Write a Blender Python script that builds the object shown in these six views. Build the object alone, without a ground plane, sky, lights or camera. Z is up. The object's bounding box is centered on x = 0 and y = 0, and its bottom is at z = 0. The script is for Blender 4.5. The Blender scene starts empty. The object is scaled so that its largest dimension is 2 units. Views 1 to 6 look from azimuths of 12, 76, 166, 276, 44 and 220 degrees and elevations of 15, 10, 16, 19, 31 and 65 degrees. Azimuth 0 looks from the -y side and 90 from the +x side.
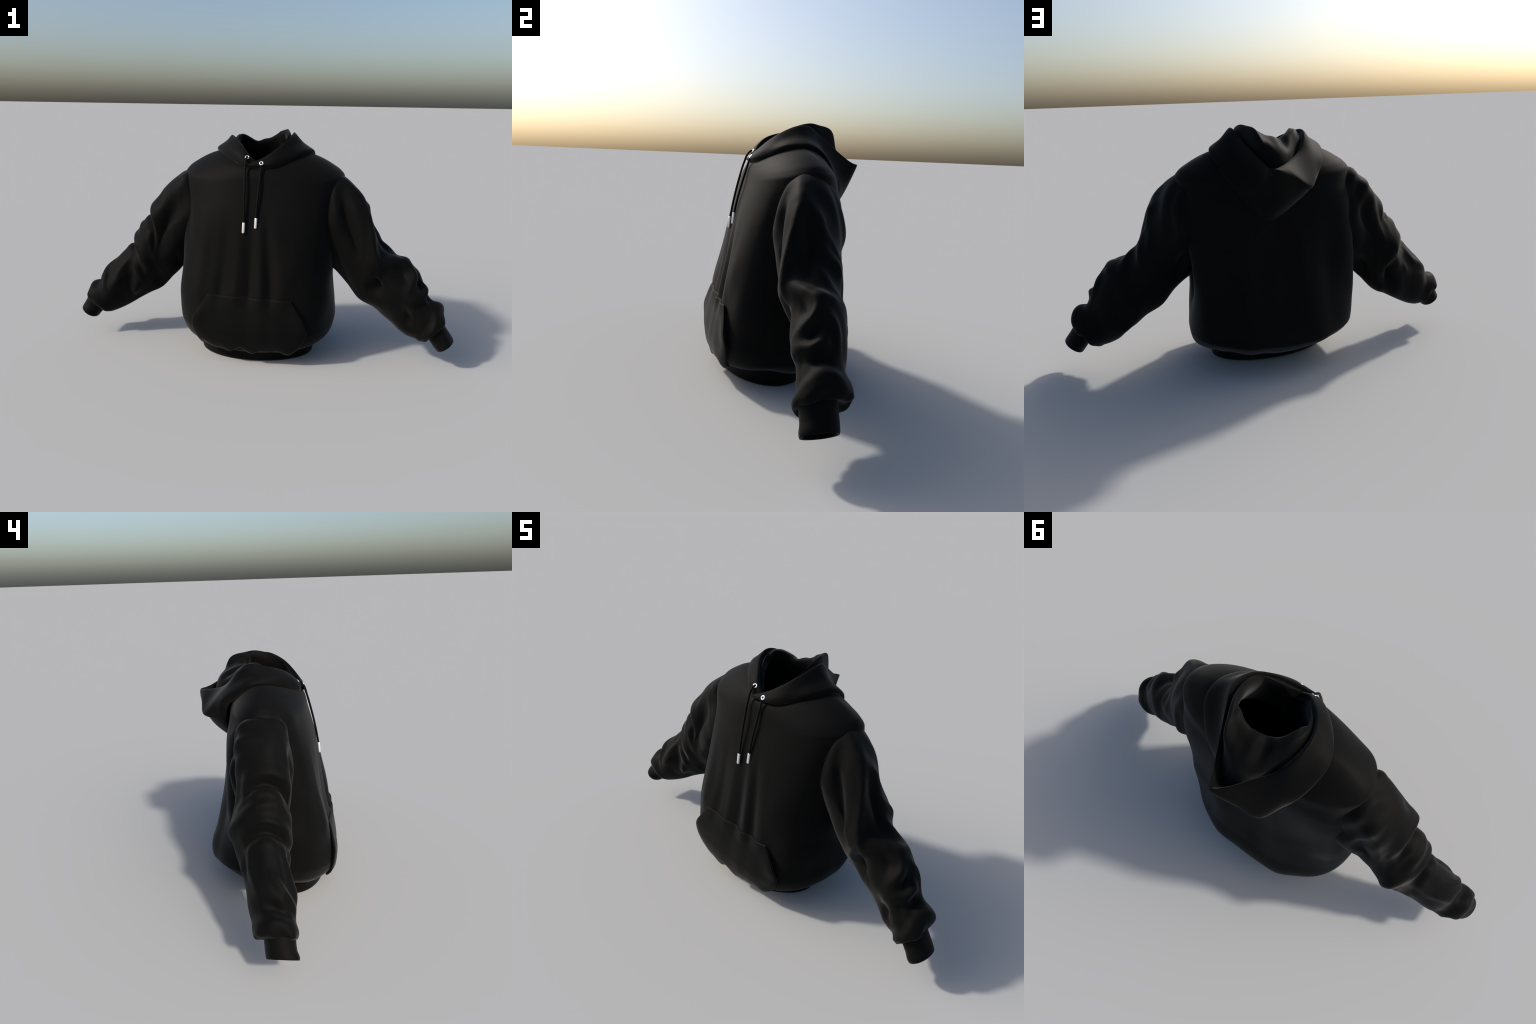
"""Black oversized hooded sweatshirt with kangaroo pocket, standing as if worn.
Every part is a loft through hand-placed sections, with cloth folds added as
ridges along curves on the surface."""
import math
import numpy as np

# ----------------------------------------------------------------- helpers
def pchip(xk, yk, x):
    """Monotone cubic through knots (no overshoot); yk may be (n, d)."""
    xk = np.asarray(xk, float); yk = np.asarray(yk, float); x = np.asarray(x, float)
    flat = yk.ndim == 1
    if flat:
        yk = yk[:, None]
    h = np.diff(xk)[:, None]
    d = np.diff(yk, axis=0) / h
    m = np.zeros_like(yk)
    m[0], m[-1] = d[0], d[-1]
    w1 = 2 * h[1:] + h[:-1]; w2 = h[1:] + 2 * h[:-1]
    ok = d[:-1] * d[1:] > 0
    with np.errstate(divide='ignore', invalid='ignore'):
        hm = (w1 + w2) / (w1 / d[:-1] + w2 / d[1:])
    m[1:-1] = np.where(ok, hm, 0.0)
    i = np.clip(np.searchsorted(xk, x) - 1, 0, len(xk) - 2)
    hh = h[i]; t = ((x - xk[i]) / h[i, 0])[:, None]
    r = ((1 + 2 * t) * (1 - t) ** 2 * yk[i] + t * (1 - t) ** 2 * hh * m[i]
         + t * t * (3 - 2 * t) * yk[i + 1] + t * t * (t - 1) * hh * m[i + 1])
    return r[:, 0] if flat else r


def spline(xk, yk, x):
    """Catmull-Rom style cubic Hermite with non-uniform knots; yk (n, ...)."""
    xk = np.asarray(xk, float); yk = np.asarray(yk, float); x = np.asarray(x, float)
    sh = yk.shape
    y = yk.reshape(len(xk), -1)
    h = np.diff(xk)[:, None]; d = np.diff(y, axis=0) / h
    m = np.zeros_like(y); m[0], m[-1] = d[0], d[-1]
    m[1:-1] = (d[:-1] * h[1:] + d[1:] * h[:-1]) / (h[1:] + h[:-1])
    i = np.clip(np.searchsorted(xk, x) - 1, 0, len(xk) - 2)
    t = ((x - xk[i]) / h[i, 0])[:, None]; hh = h[i]
    r = ((1 + 2 * t) * (1 - t) ** 2 * y[i] + t * (1 - t) ** 2 * hh * m[i]
         + t * t * (3 - 2 * t) * y[i + 1] + t * t * (t - 1) * hh * m[i + 1])
    return r.reshape((len(x),) + sh[1:])


def grid_normals(P, wrap):
    """Normals of a (rows, cols, 3) grid; wrap closes the columns."""
    du = np.gradient(P, axis=0)
    if wrap:
        dv = (np.roll(P, -1, 1) - np.roll(P, 1, 1)) / 2
    else:
        dv = np.gradient(P, axis=1)
    n = np.cross(du, dv)
    return n / np.maximum(np.linalg.norm(n, axis=2, keepdims=True), 1e-9)


def fold_field(s, q, folds, period):
    """Sum of cloth ridges. s, q: metric surface coordinates (metres).
    fold = (points [(s, q)...], width, amplitude, lean)."""
    out = np.zeros(np.broadcast(s, q).shape)
    for pts, w, amp, lean in folds:
        best = np.full(out.shape, 9.0); side = np.zeros(out.shape); fade = np.ones(out.shape)
        n = len(pts) - 1
        for k in range(n):
            (s0, q0), (s1, q1) = pts[k], pts[k + 1]
            dq = q1 - q0
            if period is not None:
                dq = (dq + period / 2) % period - period / 2
            q1 = q0 + dq
            ds = s1 - s0
            L = math.hypot(ds, dq) + 1e-9
            a = s - s0
            b = q - (q0 + q1) / 2
            if period is not None:
                b = (b + period / 2) % period - period / 2
            b = b + (q0 + q1) / 2 - q0
            t = np.clip((a * ds + b * dq) / L ** 2, 0, 1)
            d = np.hypot(a - t * ds, b - t * dq)
            sd = np.sign(a * dq - b * ds)
            f = (k + t) / n
            sel = d < best
            best = np.where(sel, d, best); side = np.where(sel, sd, side)
            fade = np.where(sel, 0.15 + 0.85 * np.sin(np.pi * np.clip(f * .9 + .05, 0, 1)) ** .7, fade)
        ww = w * (1 + lean * side)
        out += amp * fade * (np.exp(-(best / ww) ** 2) - 0.2 * np.exp(-((best - 2.0 * w) / w) ** 2))
    return out


def wavy(p, seed, scale):
    """Smooth pseudo-random field made of a few sine waves, about -1..1."""
    r = np.random.default_rng(seed)
    v = np.zeros(p.shape[:-1])
    for _ in range(7):
        k = r.normal(size=3) * scale
        v += np.sin(p @ k + r.uniform(0, 6.28))
    return v / 4.0


# ------------------------------------------------------------------- torso
# height, half width, front y, back y, roundness of the front and of the back half
TORSO = [
    (0.035, 0.285, -0.255, 0.085, 2.0, 2.0),
    (0.052, 0.325, -0.275, 0.118, 2.2, 2.1),
    (0.066, 0.366, -0.302, 0.152, 2.5, 2.2),
    (0.090, 0.391, -0.321, 0.205, 2.8, 2.25),
    (0.130, 0.402, -0.330, 0.270, 3.0, 2.35),
    (0.165, 0.407, -0.332, 0.302, 3.1, 2.45),
    (0.200, 0.408, -0.329, 0.305, 3.1, 2.45),
    (0.300, 0.408, -0.313, 0.278, 3.1, 2.6),
    (0.400, 0.404, -0.294, 0.250, 3.0, 3.0),
    (0.550, 0.400, -0.264, 0.213, 2.8, 4.2),
    (0.700, 0.402, -0.235, 0.200, 2.65, 4.2),
    (0.800, 0.407, -0.212, 0.195, 2.45, 3.4),
    (0.880, 0.413, -0.195, 0.186, 2.3, 2.6),
    (0.925, 0.413, -0.187, 0.182, 2.2, 2.4),
    (0.955, 0.393, -0.183, 0.177, 2.1, 2.2),
    (0.985, 0.350, -0.179, 0.170, 2.0, 2.0),
    (1.010, 0.304, -0.174, 0.163, 1.9, 1.9),
    (1.030, 0.252, -0.168, 0.155, 1.9, 1.9),
    (1.045, 0.190, -0.160, 0.146, 1.9, 1.9),
    (1.050, 0.155, -0.152, 0.138, 2.0, 2.0),
]
LEAN = [(0.035, 0.0), (0.10, 0.0), (0.25, -.010), (0.40, -.022), (0.50, -.020), (0.80, 0.0), (1.05, 0.0)]


def superellipse(phi, n):
    c, s = np.cos(phi), np.sin(phi)
    r = (np.abs(c) ** n + np.abs(s) ** n) ** (-1.0 / n)
    return r * c, r * s


def torso_grid(zs, phi):
    T = np.array(TORSO)
    v = pchip(T[:, 0], T[:, 1:], zs)
    hw, yf, yb, nf, nb = [v[:, i][:, None] for i in range(5)]
    n = np.where(np.sin(phi)[None, :] < 0, nf, nb)
    c, s = superellipse(np.broadcast_to(phi[None, :], n.shape), n)          # phi 0 = +x, 90 = back, 270 = front
    mid = np.clip(0.02 + 0 * hw, -1, 1)
    y = np.where(s > 0, mid + (yb - mid) * s, mid + (mid - yf) * s)
    x = hw * c + pchip([r[0] for r in LEAN], [r[1] for r in LEAN], zs)[:, None]
    z = np.broadcast_to(zs[:, None], x.shape)
    top = np.clip((z - .76) / .29, 0, 1) ** 1.35
    dip = top * (.086 * np.clip(-s, 0, 1) ** 1.5 + .045 * np.clip(s, 0, 1) ** 1.5)   # neckline dips front and back
    low = np.clip((.25 - z) / .18, 0, 1)                                             # bottom edge rides up at the sides
    lift = low * (.042 * np.clip(np.abs(x) / .4, 0, 1) ** 2.5 - .018 * np.clip(s, 0, 1) * np.exp(-((x + .03) / .14) ** 2))
    return np.stack([x, y, z - dip + lift], 2)


def torso_relief(P):
    x, y, z = P[..., 0], P[..., 1], P[..., 2]
    front = np.clip((-y - 0.05) / 0.1, 0, 1)
    back = np.clip((y - 0.08) / 0.1, 0, 1)
    d = np.zeros(x.shape)
    # soft drapes hanging from the chest, deepest just above the pocket
    env = np.clip((0.78 - z) / 0.35, 0, 1) * np.clip((z - 0.27) / 0.10, 0.12, 1)
    for xb, xt, w, a in [(-0.27, -0.25, .035, .007), (-0.155, -0.13, .030, -.008), (-0.075, -0.06, .026, .006),
                         (-0.005, -0.01, .024, -.009), (0.055, 0.03, .022, .007), (0.105, 0.065, .022, -.009),
                         (0.165, 0.11, .030, .006), (0.29, 0.25, .05, .006)]:
        xc = xt + (xb - xt) * np.clip((0.75 - z) / 0.4, 0, 1)
        d += front * env * 1.3 * a * np.exp(-((x - xc) / w) ** 2)
    # deep fold in front of each armhole and a softer one behind
    for sx in (-1, 1):
        e = np.exp(-((z - 0.70) / 0.16) ** 2)
        d += front * e * (-.010) * np.exp(-((sx * x - 0.36) / .03) ** 2)
    # broad swells and hollows of the cloth: (side, x, z, half width, half height, amount)
    for side, xc, zc, wx, wz, amt in [
            (front, -.07, .43, .10, .15, -.012), (front, .20, .49, .05, .12, .013), (front, -.21, .52, .05, .12, -.006),
            (front, -.36, .90, .06, .05, .016), (front, .40, .22, .05, .08, -.012), (front, -.42, .45, .05, .10, -.014),
            (back, .15, .48, .06, .22, .018), (back, -.12, .55, .04, .14, .010), (back, -.05, .38, .05, .12, -.010),
            (back, .34, .40, .045, .14, .016), (back, -.35, .38, .05, .12, -.014), (back, -.27, .46, .065, .22, -.028),
            (back, -.19, .18, .06, .08, .008), (back, .14, .18, .07, .08, .008)]:
        d += side * amt * np.exp(-((x - xc) / wx) ** 2 - ((z - zc) / wz) ** 2)
    e = np.exp(-((z - .46) / .10) ** 2) * (x > .25)
    d -= e * .042 * np.exp(-((y - .045) / .04) ** 2)          # crease under the left arm
    # gathers where the cloth bunches over the hem band
    g = np.exp(-((z - 0.075) / 0.03) ** 2)
    ang = np.arctan2(y + 0.03, x)
    d += g * .0045 * (np.sin(ang * 7 + 1.0) + .7 * np.sin(ang * 12 + 2.0)) * (.6 + .4 * np.sin(ang * 2 + .5))
    d += .003 * wavy(P, 3, np.array([9, 9, 5]))
    return d


# ----------------------------------------------------------------- sleeves
# upper edge (x, z), lower edge (x, z), front y, back y
SLEEVE_LEFT = [
    (.310, .930, .300, .520, -.10, .13),
    (.370, .945, .340, .470, -.135, .155),
    (.430, .915, .388, .444, -.155, .150),
    (.508, .824, .456, .384, -.168, .116),
    (.563, .729, .525, .304, -.162, .096),
    (.632, .605, .600, .262, -.145, .082),
    (.700, .550, .650, .220, -.140, .070),
    (.760, .522, .695, .188, -.145, .062),
    (.822, .445, .745, .149, -.150, .045),
    (.866, .362, .795, .131, -.150, .026),
    (.888, .334, .815, .128, -.158, .030),
    (.926, .314, .829, .121, -.179, .037),
    (.953, .268, .844, .128, -.180, .033),
    (.947, .238, .854, .148, -.168, .004),
    (.932, .236, .862, .178, -.155, -.03),
]
SLEEVE_RIGHT = [
    (-.310, .920, -.300, .520, -.10, .13),
    (-.370, .940, -.345, .465, -.130, .155),
    (-.435, .915, -.395, .442, -.145, .155),
    (-.521, .840, -.460, .384, -.150, .143),
    (-.584, .750, -.532, .310, -.135, .125),
    (-.625, .675, -.580, .262, -.130, .122),
    (-.680, .600, -.635, .235, -.130, .102),
    (-.715, .535, -.690, .200, -.116, .074),
    (-.790, .455, -.740, .168, -.136, .052),
    (-.870, .372, -.795, .138, -.150, .035),
    (-.902, .308, -.825, .126, -.156, .020),
    (-.955, .286, -.841, .122, -.165, .016),
    (-.971, .246, -.854, .132, -.163, .010),
    (-.962, .222, -.870, .155, -.152, -.015),
    (-.950, .226, -.878, .172, -.148, -.035),
]
CUFF_LEFT = [
    (.915, .262, .838, .196, -.165, -.028),
    (.944, .232, .864, .166, -.164, -.030),
    (.972, .193, .892, .128, -.166, -.032),
    (.995, .162, .916, .096, -.174, -.036),
    (1.000, .154, .922, .089, -.172, -.039),
]
CUFF_RIGHT = [
    (-.940, .258, -.848, .188, -.156, -.030),
    (-.965, .226, -.870, .160, -.155, -.032),
    (-.982, .192, -.893, .128, -.159, -.036),
    (-.996, .165, -.914, .104, -.170, -.041),
    (-1.000, .158, -.918, .098, -.170, -.043),
]
# folds: [(t along 0..1, degrees round: 0 top, 90 front, 180 under, 270 back)], width, height, lean
FOLDS_LEFT = [
    ([(.49, 106), (.52, 88)], .042, -.024, 0),
    ([(.36, 290), (.42, 305), (.46, 322)], .040, .018, 0),
    ([(.28, 348), (.33, 354)], .030, .010, 0),
    ([(.13, 238), (.22, 236)], .036, -.026, 0),
    ([(.06, 278), (.11, 272), (.15, 268)], .035, .006, 0),
    ([(.08, 28), (.09, 60), (.13, 78)], 0.028, .014, 0),                                   # pucker at the armhole
    ([(.13, 18), (.24, 16), (.32, 28), (.38, 46), (.42, 62), (.47, 70)], 0.032, .017, .2),
    ([(.12, 60), (.19, 72), (.26, 80), (.33, 86)], .064, -.054, 0),              # hollow beside the body
    ([(.40, 130), (.47, 106), (.53, 92)], .048, -.034, 0),
    ([(.70, 112), (.78, 106)], .044, -.028, 0),
    ([(.60, 215), (.70, 215)], .035, .012, 0),
    ([(.22, 10), (.29, 356), (.35, 338), (.36, 310)], 0.026, .008, 0),
    ([(.35, 4), (.43, 4), (.50, 12)], .036, -.032, 0),
    ([(.47, 66), (.56, 38), (.62, 18), (.64, 344)], 0.029, .019, .2),
    ([(.47, 5), (.51, 358), (.57, 334), (.58, 306)], 0.026, .008, 0),
    ([(.60, 55), (.65, 42)], 0.036, -.018, 0),
    ([(.65, 12), (.70, 30), (.69, 60), (.67, 88)], 0.026, .013, .2),
    ([(.745, 42), (.745, 12)], 0.026, -.020, 0),
    ([(.71, 85), (.75, 60), (.79, 30), (.79, 0)], 0.024, .020, 0),
    ([(.835, 32), (.845, 0)], 0.024, -.016, 0),
    ([(.69, 2), (.73, 340), (.80, 328)], 0.024, .011, 0),
    ([(.83, 50), (.90, 356), (.93, 328)], 0.022, .012, 0),
    ([(.63, 332), (.60, 302), (.60, 266)], 0.030, .009, 0),
    ([(.17, 334), (.24, 302)], 0.030, .009, 0),
    ([(.08, 320), (.15, 302), (.14, 260)], 0.026, .010, 0),
    ([(.44, 330), (.47, 300)], 0.026, .009, 0),
    ([(.86, 130), (.88, 90), (.89, 60)], 0.022, -.012, 0),
]
FOLDS_RIGHT = [
    ([(.13, 74), (.21, 78), (.30, 86), (.38, 86)], .060, -.052, 0),            # hollow beside the body, front
    ([(.17, 292), (.25, 276), (.33, 278)], .058, -.048, 0),                    # and behind
    ([(.38, 64), (.44, 44)], .034, -.018, 0),
    ([(.46, 240), (.54, 232)], .046, -.032, 0),
    ([(.33, 312), (.39, 306), (.44, 328)], .042, -.018, 0),
    ([(.11, -28), (.18, -38), (.24, -35)], .038, .014, 0),
    ([(.07, 32), (.12, 42)], .042, .026, 0),
    ([(.20, 142), (.26, 136)], .040, -.014, 0),
    ([(.68, 82), (.79, 84)], .038, .018, 0),
    ([(.82, 18), (.86, 30)], .030, .010, 0),
    ([(.23, 34), (.30, 36)], .032, -.014, 0),
    ([(.36, 135), (.46, 145)], .050, -.020, 0),
    ([(.23, 222), (.32, 220)], .045, -.030, 0),
    ([(.45, 250), (.52, 248)], .045, -.032, 0),
    ([(.55, 120), (.64, 125)], .040, .026, 0),
    ([(.375, -30), (.365, 10), (.345, 35), (.33, 60), (.34, 78)], .032, .012, -.5),   # roll above the elbow
    ([(.425, -28), (.415, 0), (.395, 28), (.37, 60), (.37, 88)], .017, -.024, 0),
    ([(.50, -60), (.495, -20), (.49, 5), (.47, 32), (.43, 58), (.38, 84), (.35, 114)], .040, .015, -.2),
    ([(.46, -40), (.47, -5), (.455, 18)], .016, -.010, 0),
    ([(.555, -55), (.565, -20), (.56, 5), (.55, 30), (.53, 58)], .022, .012, -.4),
    ([(.605, -42), (.605, -15), (.60, 10), (.585, 36), (.555, 64), (.50, 104)], .019, -.024, 0),
    ([(.63, -42), (.71, -48), (.81, -30)], .024, .011, 0),
    ([(.61, 60), (.66, 62), (.73, 66)], .024, .011, 0),
    ([(.76, 8), (.80, 32), (.82, 72)], .020, .014, 0),
    ([(.865, -15), (.87, 10), (.88, 40)], .020, -.014, 0),
    ([(.10, -65), (.15, -2)], .022, .012, 0),
    ([(.09, -80), (.10, -62)], .028, -.024, 0),
    ([(.17, -70), (.22, -12)], .022, .011, 0),
    ([(.54, -30), (.50, -60), (.46, -82), (.42, -120)], .022, .013, 0),
    ([(.60, -82), (.66, -80)], .024, .009, 0),
]


def tube_knots(rows):
    R = np.array(rows)
    mid = np.stack([(R[:, 0] + R[:, 2]) / 2, (R[:, 4] + R[:, 5]) / 2, (R[:, 1] + R[:, 3]) / 2], 1)
    up = np.stack([(R[:, 0] - R[:, 2]) / 2, (R[:, 1] - R[:, 3]) / 2], 1)
    step = np.linalg.norm(np.diff(mid, axis=0), axis=1) + .6 * np.linalg.norm(np.diff(up, axis=0), axis=1)
    s = np.concatenate([[0], np.cumsum(step)])
    return R, s


def tube_grid(rows, nt, phi, n=1.95, drop=0.0):
    R, s = tube_knots(rows)
    t = np.linspace(0, 1, nt)
    v = pchip(s / s[-1], R, t)
    ux, uz, lx, lz, yf, yb = [v[:, i][:, None] for i in range(6)]
    c, q = superellipse(phi[None, :], n)
    x = (ux + lx) / 2 + (ux - lx) / 2 * c
    z = (uz + lz) / 2 + (uz - lz) / 2 * c
    pinch = drop * np.clip((.80 - t) / .45, 0, 1)[:, None]
    y = (yf + yb) / 2 + (yf - yb) / 2 * q * (1 - pinch * np.clip(-c, 0, 1))
    return np.stack([x, y, z], 2), t, s[-1]


SLEEVE_RADIUS = 0.16


def sleeve_grid(rows, folds, seed, nt=260, nphi=200):
    phi = np.arange(nphi) * 2 * np.pi / nphi
    P, t, length = tube_grid(rows, nt, phi, drop=.5)
    N = grid_normals(P, True)
    c = P.mean(axis=1, keepdims=True)
    if np.mean(np.sum(N * (P - c), 2)) < 0:
        N = -N
    fm = [([(a * length, math.radians(b) * SLEEVE_RADIUS) for a, b in pts], w, h, l) for pts, w, h, l in folds]
    S = t[:, None] * length
    Q = phi[None, :] * SLEEVE_RADIUS
    d = fold_field(S, Q, fm, 2 * np.pi * SLEEVE_RADIUS)
    ruffle = np.exp(-((t - .955) / .02) ** 2)[:, None]
    d = d + ruffle * .007 * (np.sin(4 * phi + seed) + .5 * np.sin(7 * phi + 2 * seed))[None, :]
    d = d + .003 * wavy(P, seed, np.array([14, 14, 14]))
    keep = np.clip((t - .02) / .1, 0, 1) * np.clip((1 - t) / .03, 0, 1)
    P = P + N * (d * keep[:, None])[..., None]
    for _ in range(7):                                    # thick fleece softens every crease
        P = .5 * P + .25 * (np.roll(P, 1, 1) + np.roll(P, -1, 1))
        P[1:-1] = .5 * P[1:-1] + .25 * (P[:-2] + P[2:])
    return P, N


# -------------------------------------------------------------------- hood
# one line per station, walking from the right front flap round the back to
# the left front flap; columns: lower edge, lower panel, fold, rim, trough
# between the two layers, outer edge, crown
# and neck-hole edge of the inner layer
HOOD = [
    [(.004, -.148, .960), (.006, -.150, .968), (.006, -.147, .978), (.005, -.138, .985), (.004, -.126, .975), (.004, -.118, .972), (.003, -.112, .965), (.000, -.105, .945)],
    [(-.072, -.152, .978), (-.068, -.153, .995), (-.060, -.147, 1.015), (-.042, -.131, 1.025), (-.043, -.118, 1.012), (-.044, -.110, 1.012), (-.043, -.103, 1.005), (-.040, -.095, .970)],
    [(-.148, -.095, 1.000), (-.143, -.105, 1.025), (-.128, -.104, 1.050), (-.096, -.088, 1.072), (-.094, -.076, 1.060), (-.092, -.068, 1.064), (-.088, -.062, 1.055), (-.083, -.058, 1.010)],
    [(-.218, -.020, 1.027), (-.212, -.030, 1.050), (-.185, -.032, 1.078), (-.148, -.025, 1.100), (-.143, -.016, 1.080), (-.136, -.010, 1.092), (-.128, -.008, 1.094), (-.126, -.012, 1.040)],
    [(-.252, .060, 1.026), (-.256, .056, 1.048), (-.207, .052, 1.081), (-.178, .050, 1.114), (-.165, .055, 1.088), (-.152, .055, 1.108), (-.140, .045, 1.114), (-.124, .028, 1.098)],
    [(-.242, .140, .982), (-.250, .143, 1.010), (-.206, .130, 1.050), (-.174, .128, 1.090), (-.152, .125, 1.068), (-.134, .115, 1.098), (-.124, .090, 1.114), (-.112, .058, 1.098)],
    [(-.212, .195, .940), (-.222, .210, .958), (-.187, .210, .992), (-.128, .188, 1.025), (-.115, .180, .995), (-.108, .172, 1.040), (-.095, .134, 1.090), (-.084, .088, 1.080)],
    [(-.172, .212, .863), (-.170, .240, .872), (-.148, .304, .892), (-.076, .246, .995), (-.062, .236, .955), (-.072, .222, 1.020), (-.063, .164, 1.058), (-.052, .103, 1.075)],
    [(-.085, .215, .790), (-.080, .280, .835), (-.070, .328, .922), (-.012, .312, .980), (-.010, .285, .910), (-.034, .246, 1.025), (-.030, .188, 1.074), (-.020, .115, 1.083)],
    [(.015, .212, .736), (.010, .285, .815), (.027, .343, .952), (.034, .338, .970), (.028, .285, .910), (.002, .248, 1.035), (.005, .190, 1.078), (.014, .122, 1.092)],
    [(.082, .210, .783), (.094, .246, .850), (.058, .268, .935), (.058, .287, .995), (.050, .255, .960), (.032, .225, 1.062), (.040, .172, 1.102), (.044, .118, 1.106)],
    [(.148, .205, .846), (.128, .213, .890), (.090, .217, .965), (.090, .213, 1.038), (.080, .200, 1.012), (.064, .204, 1.112), (.066, .153, 1.132), (.070, .102, 1.116)],
    [(.205, .172, .922), (.195, .168, .952), (.150, .138, 1.020), (.127, .125, 1.093), (.112, .128, 1.078), (.090, .150, 1.130), (.090, .112, 1.141), (.094, .092, 1.108)],
    [(.238, .102, 1.000), (.248, .100, 1.022), (.188, .077, 1.068), (.147, .062, 1.131), (.136, .065, 1.108), (.118, .082, 1.136), (.112, .068, 1.144), (.109, .057, 1.095)],
    [(.245, .040, 1.030), (.250, .034, 1.050), (.198, .028, 1.086), (.152, .010, 1.131), (.140, .012, 1.112), (.129, .016, 1.127), (.124, .012, 1.126), (.130, .006, 1.060)],
    [(.210, -.035, 1.025), (.211, -.048, 1.046), (.172, -.045, 1.072), (.136, -.056, 1.102), (.127, -.050, 1.088), (.122, -.049, 1.098), (.120, -.048, 1.090), (.127, -.052, 1.025)],
    [(.150, -.106, .998), (.143, -.114, 1.013), (.125, -.114, 1.035), (.090, -.108, 1.062), (.086, -.097, 1.050), (.080, -.090, 1.054), (.079, -.090, 1.044), (.090, -.101, .985)],
    [(.070, -.160, .980), (.065, -.163, .993), (.055, -.157, 1.006), (.034, -.143, 1.022), (.033, -.130, 1.010), (.031, -.122, 1.008), (.030, -.115, .995), (.030, -.105, .960)],
    [(-.044, -.172, .976), (-.043, -.173, .980), (-.042, -.170, .985), (-.037, -.162, .989), (-.036, -.157, .983), (-.036, -.152, .978), (-.034, -.148, .970), (-.030, -.140, .955)],
]


def hood_grid(nu=330, per=14):
    H = np.array(HOOD)                                   # stations, rows, 3
    low = H[:, 0]
    centre = np.array([0, .05, 0.0])
    under = low.copy()                                    # tuck below the lower edge
    under[:, :2] = centre[:2] + (low[:, :2] - centre[:2]) * .90
    under[:, 2] = low[:, 2] - .012
    down = H[:, 7].copy()
    spread = 1.0 + .5 * np.clip((down[:, 1] + .085) / .06, 0, 1)[:, None]   # the well widens behind the flaps
    down[:, :2] = centre[:2] * .5 + (down[:, :2] - centre[:2] * .5) * spread
    down[:, 2] -= .15
    H = np.concatenate([under[:, None], H, down[:, None]], 1)
    step = np.linalg.norm(np.diff(H[:, 4], axis=0), axis=1) + np.linalg.norm(np.diff(H[:, 1], axis=0), axis=1)
    u = np.concatenate([[0], np.cumsum(np.sqrt(step))]); u /= u[-1]
    G = spline(u, H, np.linspace(0, 1, nu))               # nu, rows, 3
    nr = G.shape[1]
    vk = np.arange(nr, dtype=float)
    v = np.linspace(0, nr - 1, (nr - 1) * per + 1)
    P = spline(vk, np.swapaxes(G, 0, 1), v)               # rows, nu, 3
    for _ in range(5):                                    # soften the folds
        P[1:-1] = .5 * P[1:-1] + .25 * (P[:-2] + P[2:])
        P[:, 1:-1] = .5 * P[:, 1:-1] + .25 * (P[:, :-2] + P[:, 2:])
    return P


# ------------------------------------------------------------------ pocket
POCKET_OUTLINE = [(-.212, .352), (.205, .352), (.292, .190), (.250, .085), (-.250, .085), (-.292, .200)]


# ======================================================== BLENDER SCENE
import bpy
import bmesh
from mathutils import Vector


SPEC = .055
SHEEN = (.09, .40)


def fabric(name, base, rough, grain, bump):
    m = bpy.data.materials.new(name)
    m.use_nodes = True
    nt = m.node_tree
    b = nt.nodes['Principled BSDF']
    co = nt.nodes.new('ShaderNodeTexCoord')
    n1 = nt.nodes.new('ShaderNodeTexNoise'); n1.inputs['Scale'].default_value = 7; n1.inputs['Detail'].default_value = 3
    ramp = nt.nodes.new('ShaderNodeValToRGB')
    ramp.color_ramp.elements[0].position = .3; ramp.color_ramp.elements[1].position = .7
    ramp.color_ramp.elements[0].color = (base[0] * .9, base[1] * .9, base[2] * .9, 1)
    ramp.color_ramp.elements[1].color = (base[0] * 1.1, base[1] * 1.1, base[2] * 1.1, 1)
    n2 = nt.nodes.new('ShaderNodeTexNoise'); n2.inputs['Scale'].default_value = grain; n2.inputs['Detail'].default_value = 2
    bp = nt.nodes.new('ShaderNodeBump'); bp.inputs['Strength'].default_value = bump; bp.inputs['Distance'].default_value = .001
    nt.links.new(co.outputs['Object'], n1.inputs['Vector'])
    nt.links.new(co.outputs['Object'], n2.inputs['Vector'])
    nt.links.new(n1.outputs['Fac'], ramp.inputs['Fac'])
    nt.links.new(ramp.outputs['Color'], b.inputs['Base Color'])
    nt.links.new(n2.outputs['Fac'], bp.inputs['Height'])
    nt.links.new(bp.outputs['Normal'], b.inputs['Normal'])
    b.inputs['Roughness'].default_value = rough
    b.inputs['Specular IOR Level'].default_value = SPEC
    b.inputs['Sheen Weight'].default_value = SHEEN[0]
    b.inputs['Sheen Roughness'].default_value = SHEEN[1]
    b.inputs['Sheen Tint'].default_value = (1, 1, 1, 1)
    return m


def metal(name, base, rough, metallic):
    m = bpy.data.materials.new(name)
    m.use_nodes = True
    nt = m.node_tree
    b = nt.nodes['Principled BSDF']
    co = nt.nodes.new('ShaderNodeTexCoord')
    n = nt.nodes.new('ShaderNodeTexNoise'); n.inputs['Scale'].default_value = 60
    r = nt.nodes.new('ShaderNodeMapRange')
    r.inputs['To Min'].default_value = rough * .85; r.inputs['To Max'].default_value = rough * 1.15
    nt.links.new(co.outputs['Object'], n.inputs['Vector'])
    nt.links.new(n.outputs['Fac'], r.inputs['Value'])
    nt.links.new(r.outputs['Result'], b.inputs['Roughness'])
    b.inputs['Base Color'].default_value = (*base, 1)
    b.inputs['Metallic'].default_value = metallic
    return m


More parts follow.
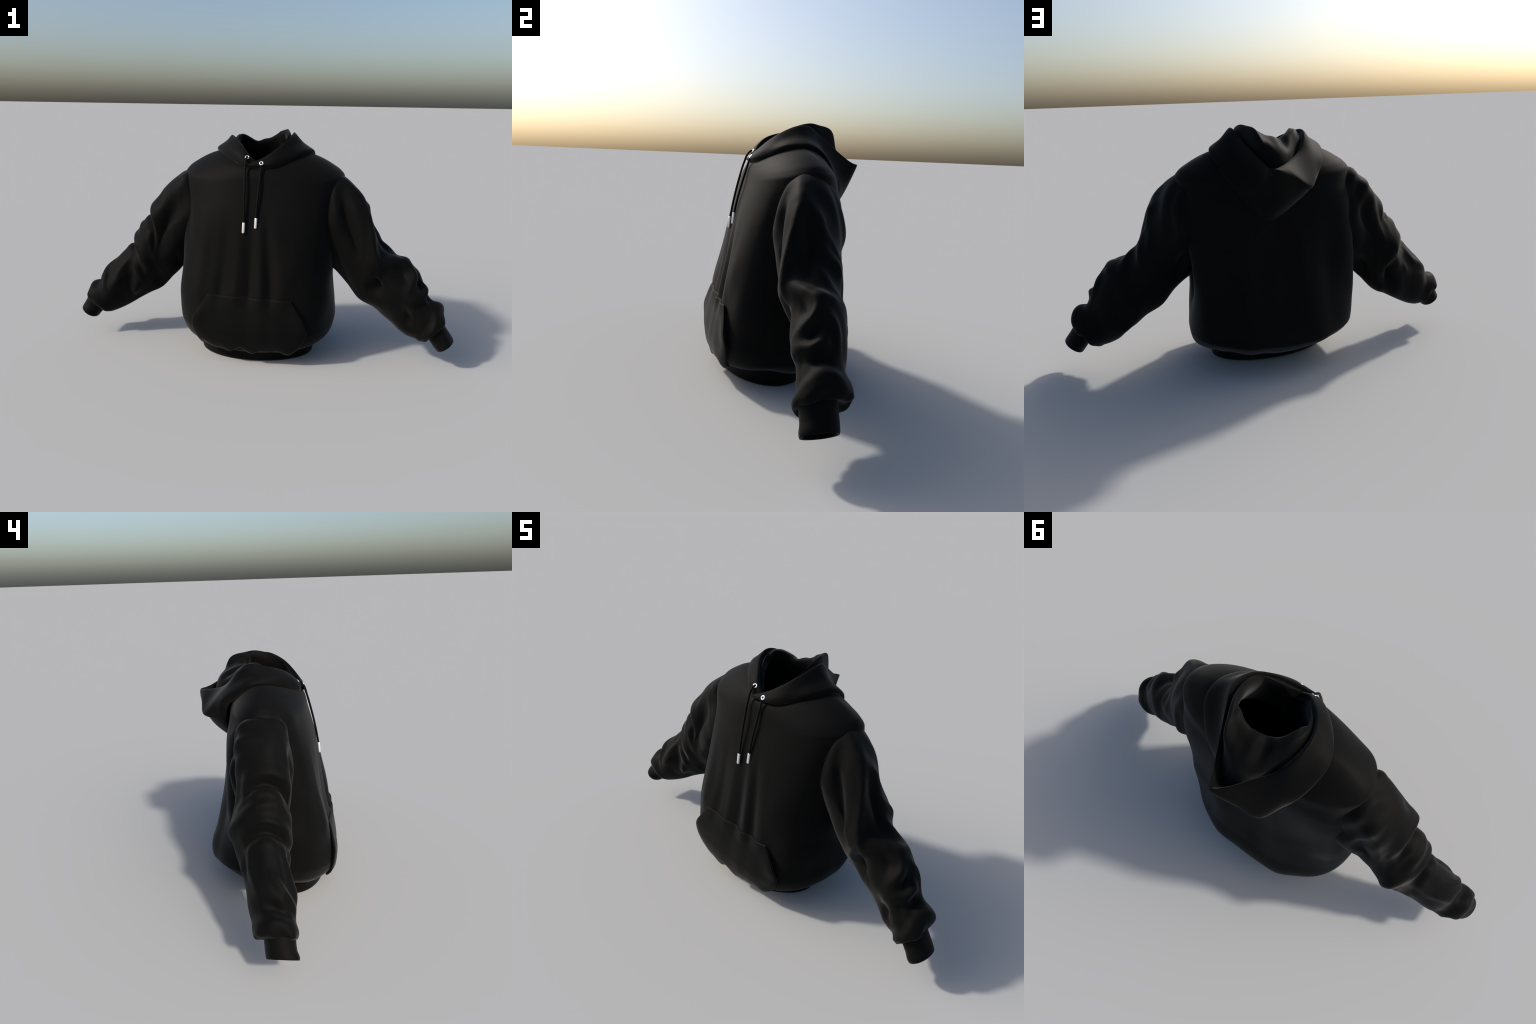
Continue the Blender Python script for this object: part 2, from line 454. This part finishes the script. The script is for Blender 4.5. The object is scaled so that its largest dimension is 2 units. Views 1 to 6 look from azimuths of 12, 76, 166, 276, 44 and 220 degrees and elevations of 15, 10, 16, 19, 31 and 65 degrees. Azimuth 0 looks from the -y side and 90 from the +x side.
FABRIC = fabric('black_fleece', (.0024, .0024, .0023), .62, 900, .15)
RIB = fabric('black_rib_knit', (.0024, .0024, .0023), .60, 900, .15)
CORD = fabric('black_cord', (.0024, .0024, .0023), .60, 1500, .2)
METAL = metal('polished_metal', (.85, .85, .86), .22, 1.0)
TIP = metal('satin_metal', (.80, .80, .80), .35, .6)


def mesh_object(name, verts, faces, mat, parent, smooth=True):
    me = bpy.data.meshes.new(name)
    me.from_pydata([tuple(v) for v in verts], [], faces)
    me.materials.append(mat)
    if smooth:
        me.polygons.foreach_set('use_smooth', [True] * len(me.polygons))
    me.update()
    ob = bpy.data.objects.new(name, me)
    bpy.context.scene.collection.objects.link(ob)
    ob.parent = parent
    return ob


def grid_faces(nr, nc, wrap, flip=False):
    f = []
    for i in range(nr - 1):
        for j in range(nc if wrap else nc - 1):
            k = (j + 1) % nc
            q = (i * nc + j, i * nc + k, (i + 1) * nc + k, (i + 1) * nc + j)
            f.append(q[::-1] if flip else q)
    return f


def apply_modifiers(ob):
    dg = bpy.context.evaluated_depsgraph_get()
    me = bpy.data.meshes.new_from_object(ob.evaluated_get(dg))
    old = ob.data
    ob.modifiers.clear()
    ob.data = me
    me.name = ob.name
    bpy.data.meshes.remove(old)


def shell(ob, thick):
    """Give a cloth surface its thickness, inward, with outward-facing normals."""
    m = ob.modifiers.new('thickness', 'SOLIDIFY')
    m.thickness = thick; m.offset = -1; m.use_even_offset = False
    apply_modifiers(ob)


def cloth_grid(name, P, wrap, parent, mat, thick, inside):
    """Mesh from grid P; inside: a point function giving a reference axis for normal direction."""
    N = grid_normals(P, wrap)
    flip = np.mean(np.sum(N * (P - inside), 2)) < 0
    nr, nc = P.shape[:2]
    ob = mesh_object(name, P.reshape(-1, 3), grid_faces(nr, nc, wrap, not flip), mat, parent)
    if thick:
        shell(ob, thick)
    return ob


def empty(name):
    e = bpy.data.objects.new(name, None)
    bpy.context.scene.collection.objects.link(e)
    return e


root = empty('hooded_sweatshirt')
root['label'] = 'black oversized hooded sweatshirt with front pocket and drawstrings'
root['category'] = 'hoodie'

# --- torso
phi = np.arange(400) * 2 * np.pi / 400
zz = np.concatenate([np.linspace(.035, .13, 45)[:-1], np.linspace(.13, .90, 170)[:-1], np.linspace(.90, 1.050, 60)])
P = torso_grid(zz, phi)
N = grid_normals(P, True)
if np.mean(np.sum(N * (P - P.mean(1, keepdims=True)), 2)) < 0:
    N = -N
P = P + N * torso_relief(P)[..., None]
TORSO_P = P
torso = cloth_grid('torso', P, True, root, FABRIC, .006, P.mean(1, keepdims=True))

# --- hem band: short tube below the torso
HEM = [(.000, 1.0, .0), (.006, 1.012, 0), (.03, 1.02, 0), (.055, 1.03, 0), (.075, 1.03, 0)]
hz = np.linspace(0, .075, 24)
k = pchip([r[0] for r in HEM], [r[1] for r in HEM], hz)
ca, sa = np.cos(phi), np.sin(phi)
rib = .0003 * np.sin(phi * 100)
Ph = np.stack([(.290 * k[:, None] + rib) * ca + .030 * sa, -.075 + (.190 * k[:, None] + rib) * sa,
               hz[:, None] + .008 * np.clip(sa, 0, 1)[None, :] * (1 - hz[:, None] / .075)], 2)
hem = cloth_grid('hem_band', Ph, True, root, RIB, .010, Ph.mean(1, keepdims=True))

# --- sleeves and cuffs
for rows, cuffrows, folds, seed in [(SLEEVE_LEFT, CUFF_LEFT, FOLDS_LEFT, 11), (SLEEVE_RIGHT, CUFF_RIGHT, FOLDS_RIGHT, 23)]:
    P, _ = sleeve_grid(rows, folds, seed)
    sl = cloth_grid('sleeve', P, True, root, FABRIC, .005, P.mean(1, keepdims=True))
    ph = np.arange(160) * 2 * np.pi / 160
    Pc, _, _ = tube_grid(cuffrows, 40, ph, 2.1)
    cf = cloth_grid('cuff', Pc, True, sl, RIB, .009, Pc.mean(1, keepdims=True))

# --- hood
P = hood_grid()
HOOD_P, HOOD_N = P, grid_normals(P, False)
hood = cloth_grid('hood', P, False, root, FABRIC, 0, np.array([0, .06, .95]))

# --- pocket: patch lying on the torso front, its side openings standing off a little
def torso_front(x, z):
    """Front surface y of the torso at (x, z), from its section rule."""
    T = np.array(TORSO)
    v = pchip(T[:, 0], T[:, 1:], np.array([z]))[0]
    hw, yf, yb, n, _ = v
    cx = min(abs(x + .010) / hw, .999)
    s = (1 - cx ** n) ** (1 / n)
    p = np.array([[x, .02 - (.02 - yf) * s, z]])
    return p[0, 1] - float(torso_relief(p[None])[0, 0])


out = np.array(POCKET_OUTLINE)
nz, nx = 60, 110
zl = np.linspace(.075, .352, nz)
verts = []
left = pchip([.075, .10, .200, .352], [-.240, -.255, -.292, -.212], zl)
right = pchip([.075, .10, .190, .352], [.236, .250, .290, .205], zl)
for i, z in enumerate(zl):
    for j in range(nx):
        f = j / (nx - 1)
        x = left[i] + (right[i] - left[i]) * f
        e = min(f, 1 - f)
        zb = z + (0.008 * math.sin(f * 19) + .006 * math.sin(f * 31 + 1)) * max(0, (0.12 - z) / .045)
        lift = .010 + .022 * math.exp(-(e / .10) ** 2) * math.exp(-((z - .23) / .07) ** 2)
        if z > .345:
            lift -= .004 * (z - .345) / .007
        verts.append((x, torso_front(x, max(z, .07)) - lift, zb))
Pp = np.array(verts).reshape(nz, nx, 3)
pocket = cloth_grid('pocket', Pp, False, root, FABRIC, .008, np.array([0, 0, .2]))


# --- drawstrings with metal tips, and eyelets
def tube_along(name, pts, radius, mat, parent, sides=14, n=80):
    pts = np.array(pts)
    u = np.concatenate([[0], np.cumsum(np.linalg.norm(np.diff(pts, axis=0), axis=1))]); u /= u[-1]
    C = spline(u, pts, np.linspace(0, 1, n))
    tan = np.gradient(C, axis=0); tan /= np.linalg.norm(tan, axis=1, keepdims=True)
    a = np.cross(tan, [1, 0, 0.]); a /= np.linalg.norm(a, axis=1, keepdims=True)
    b = np.cross(tan, a)
    th = np.arange(sides) * 2 * np.pi / sides
    P = C[:, None] + radius * (np.cos(th)[None, :, None] * a[:, None] + np.sin(th)[None, :, None] * b[:, None])
    fc = grid_faces(n, sides, True, False)
    fc.append(tuple(range(sides))[::-1]); fc.append(tuple((n - 1) * sides + i for i in range(sides)))
    ob = mesh_object(name, P.reshape(-1, 3), fc, mat, parent)
    return ob


def bar(name, p0, p1, radius, mat, parent):
    """Rounded metal tip: turned profile along p0 -> p1."""
    p0, p1 = Vector(p0), Vector(p1)
    ax = (p1 - p0).normalized(); L = (p1 - p0).length
    a = ax.orthogonal().normalized(); b = ax.cross(a)
    prof = [(0, .0), (0, .80), (.001, .95), (.003, 1), (L - .006, 1), (L - .003, .9), (L - .001, .65), (L, 0)]
    S = 24; vs = []; fs = []
    for d, r in prof:
        for i in range(S):
            t = 2 * math.pi * i / S
            vs.append(p0 + ax * d + (a * math.cos(t) + b * math.sin(t)) * radius * r)
    fs = grid_faces(len(prof), S, True, False)
    return mesh_object(name, vs, fs, mat, parent)


def eyelet(name, c, nrm, parent, R=.0094, r=.0033):
    n = Vector(nrm).normalized(); a = n.orthogonal().normalized(); b = n.cross(a)
    vs = []; A, B = 36, 14
    for i in range(A):
        t = 2 * math.pi * i / A
        d = a * math.cos(t) + b * math.sin(t)
        for j in range(B):
            s = 2 * math.pi * j / B
            vs.append(Vector(c) + d * (R - .0015 + r * math.cos(s)) + n * (r * .75 * math.sin(s)))
    fs = []
    for i in range(A):
        for j in range(B):
            fs.append((i * B + j, ((i + 1) % A) * B + j, ((i + 1) % A) * B + (j + 1) % B, i * B + (j + 1) % B))
    return mesh_object(name, vs, fs, mat=METAL, parent=parent)


STRINGS = [
    ((-.055, -.141, 1.018), (-.35, -.85, .40), (-.045, -.241, .712), (-.0465, -.246, .659),
     [(-.055, -.130, 1.018), (-.055, -.150, 1.017), (-.056, -.166, 1.000), (-.055, -.180, .965), (-.051, -.205, .880), (-.047, -.228, .780), (-.045, -.241, .708)]),
    ((.022, -.160, .989), (.20, -.80, .30), (.014, -.233, .736), (.0125, -.239, .684),
     [(.022, -.150, .990), (.022, -.165, .988), (.022, -.172, .975), (.021, -.184, .935), (.018, -.205, .860), (.015, -.222, .790), (.014, -.233, .732)]),
]
for c, nr, a0, a1, path in STRINGS:
    ds = tube_along('drawstring', path, .0048, CORD, root)
    bar('aglet', a0, a1, .0068, TIP, ds)
    i = np.argmin(np.linalg.norm(HOOD_P - np.array(c), axis=2))
    r, q = divmod(int(i), HOOD_P.shape[1])
    n = HOOD_N[r, q] if HOOD_N[r, q][1] < 0 else -HOOD_N[r, q]
    eyelet('eyelet', HOOD_P[r, q] - n * .0005, n, hood)
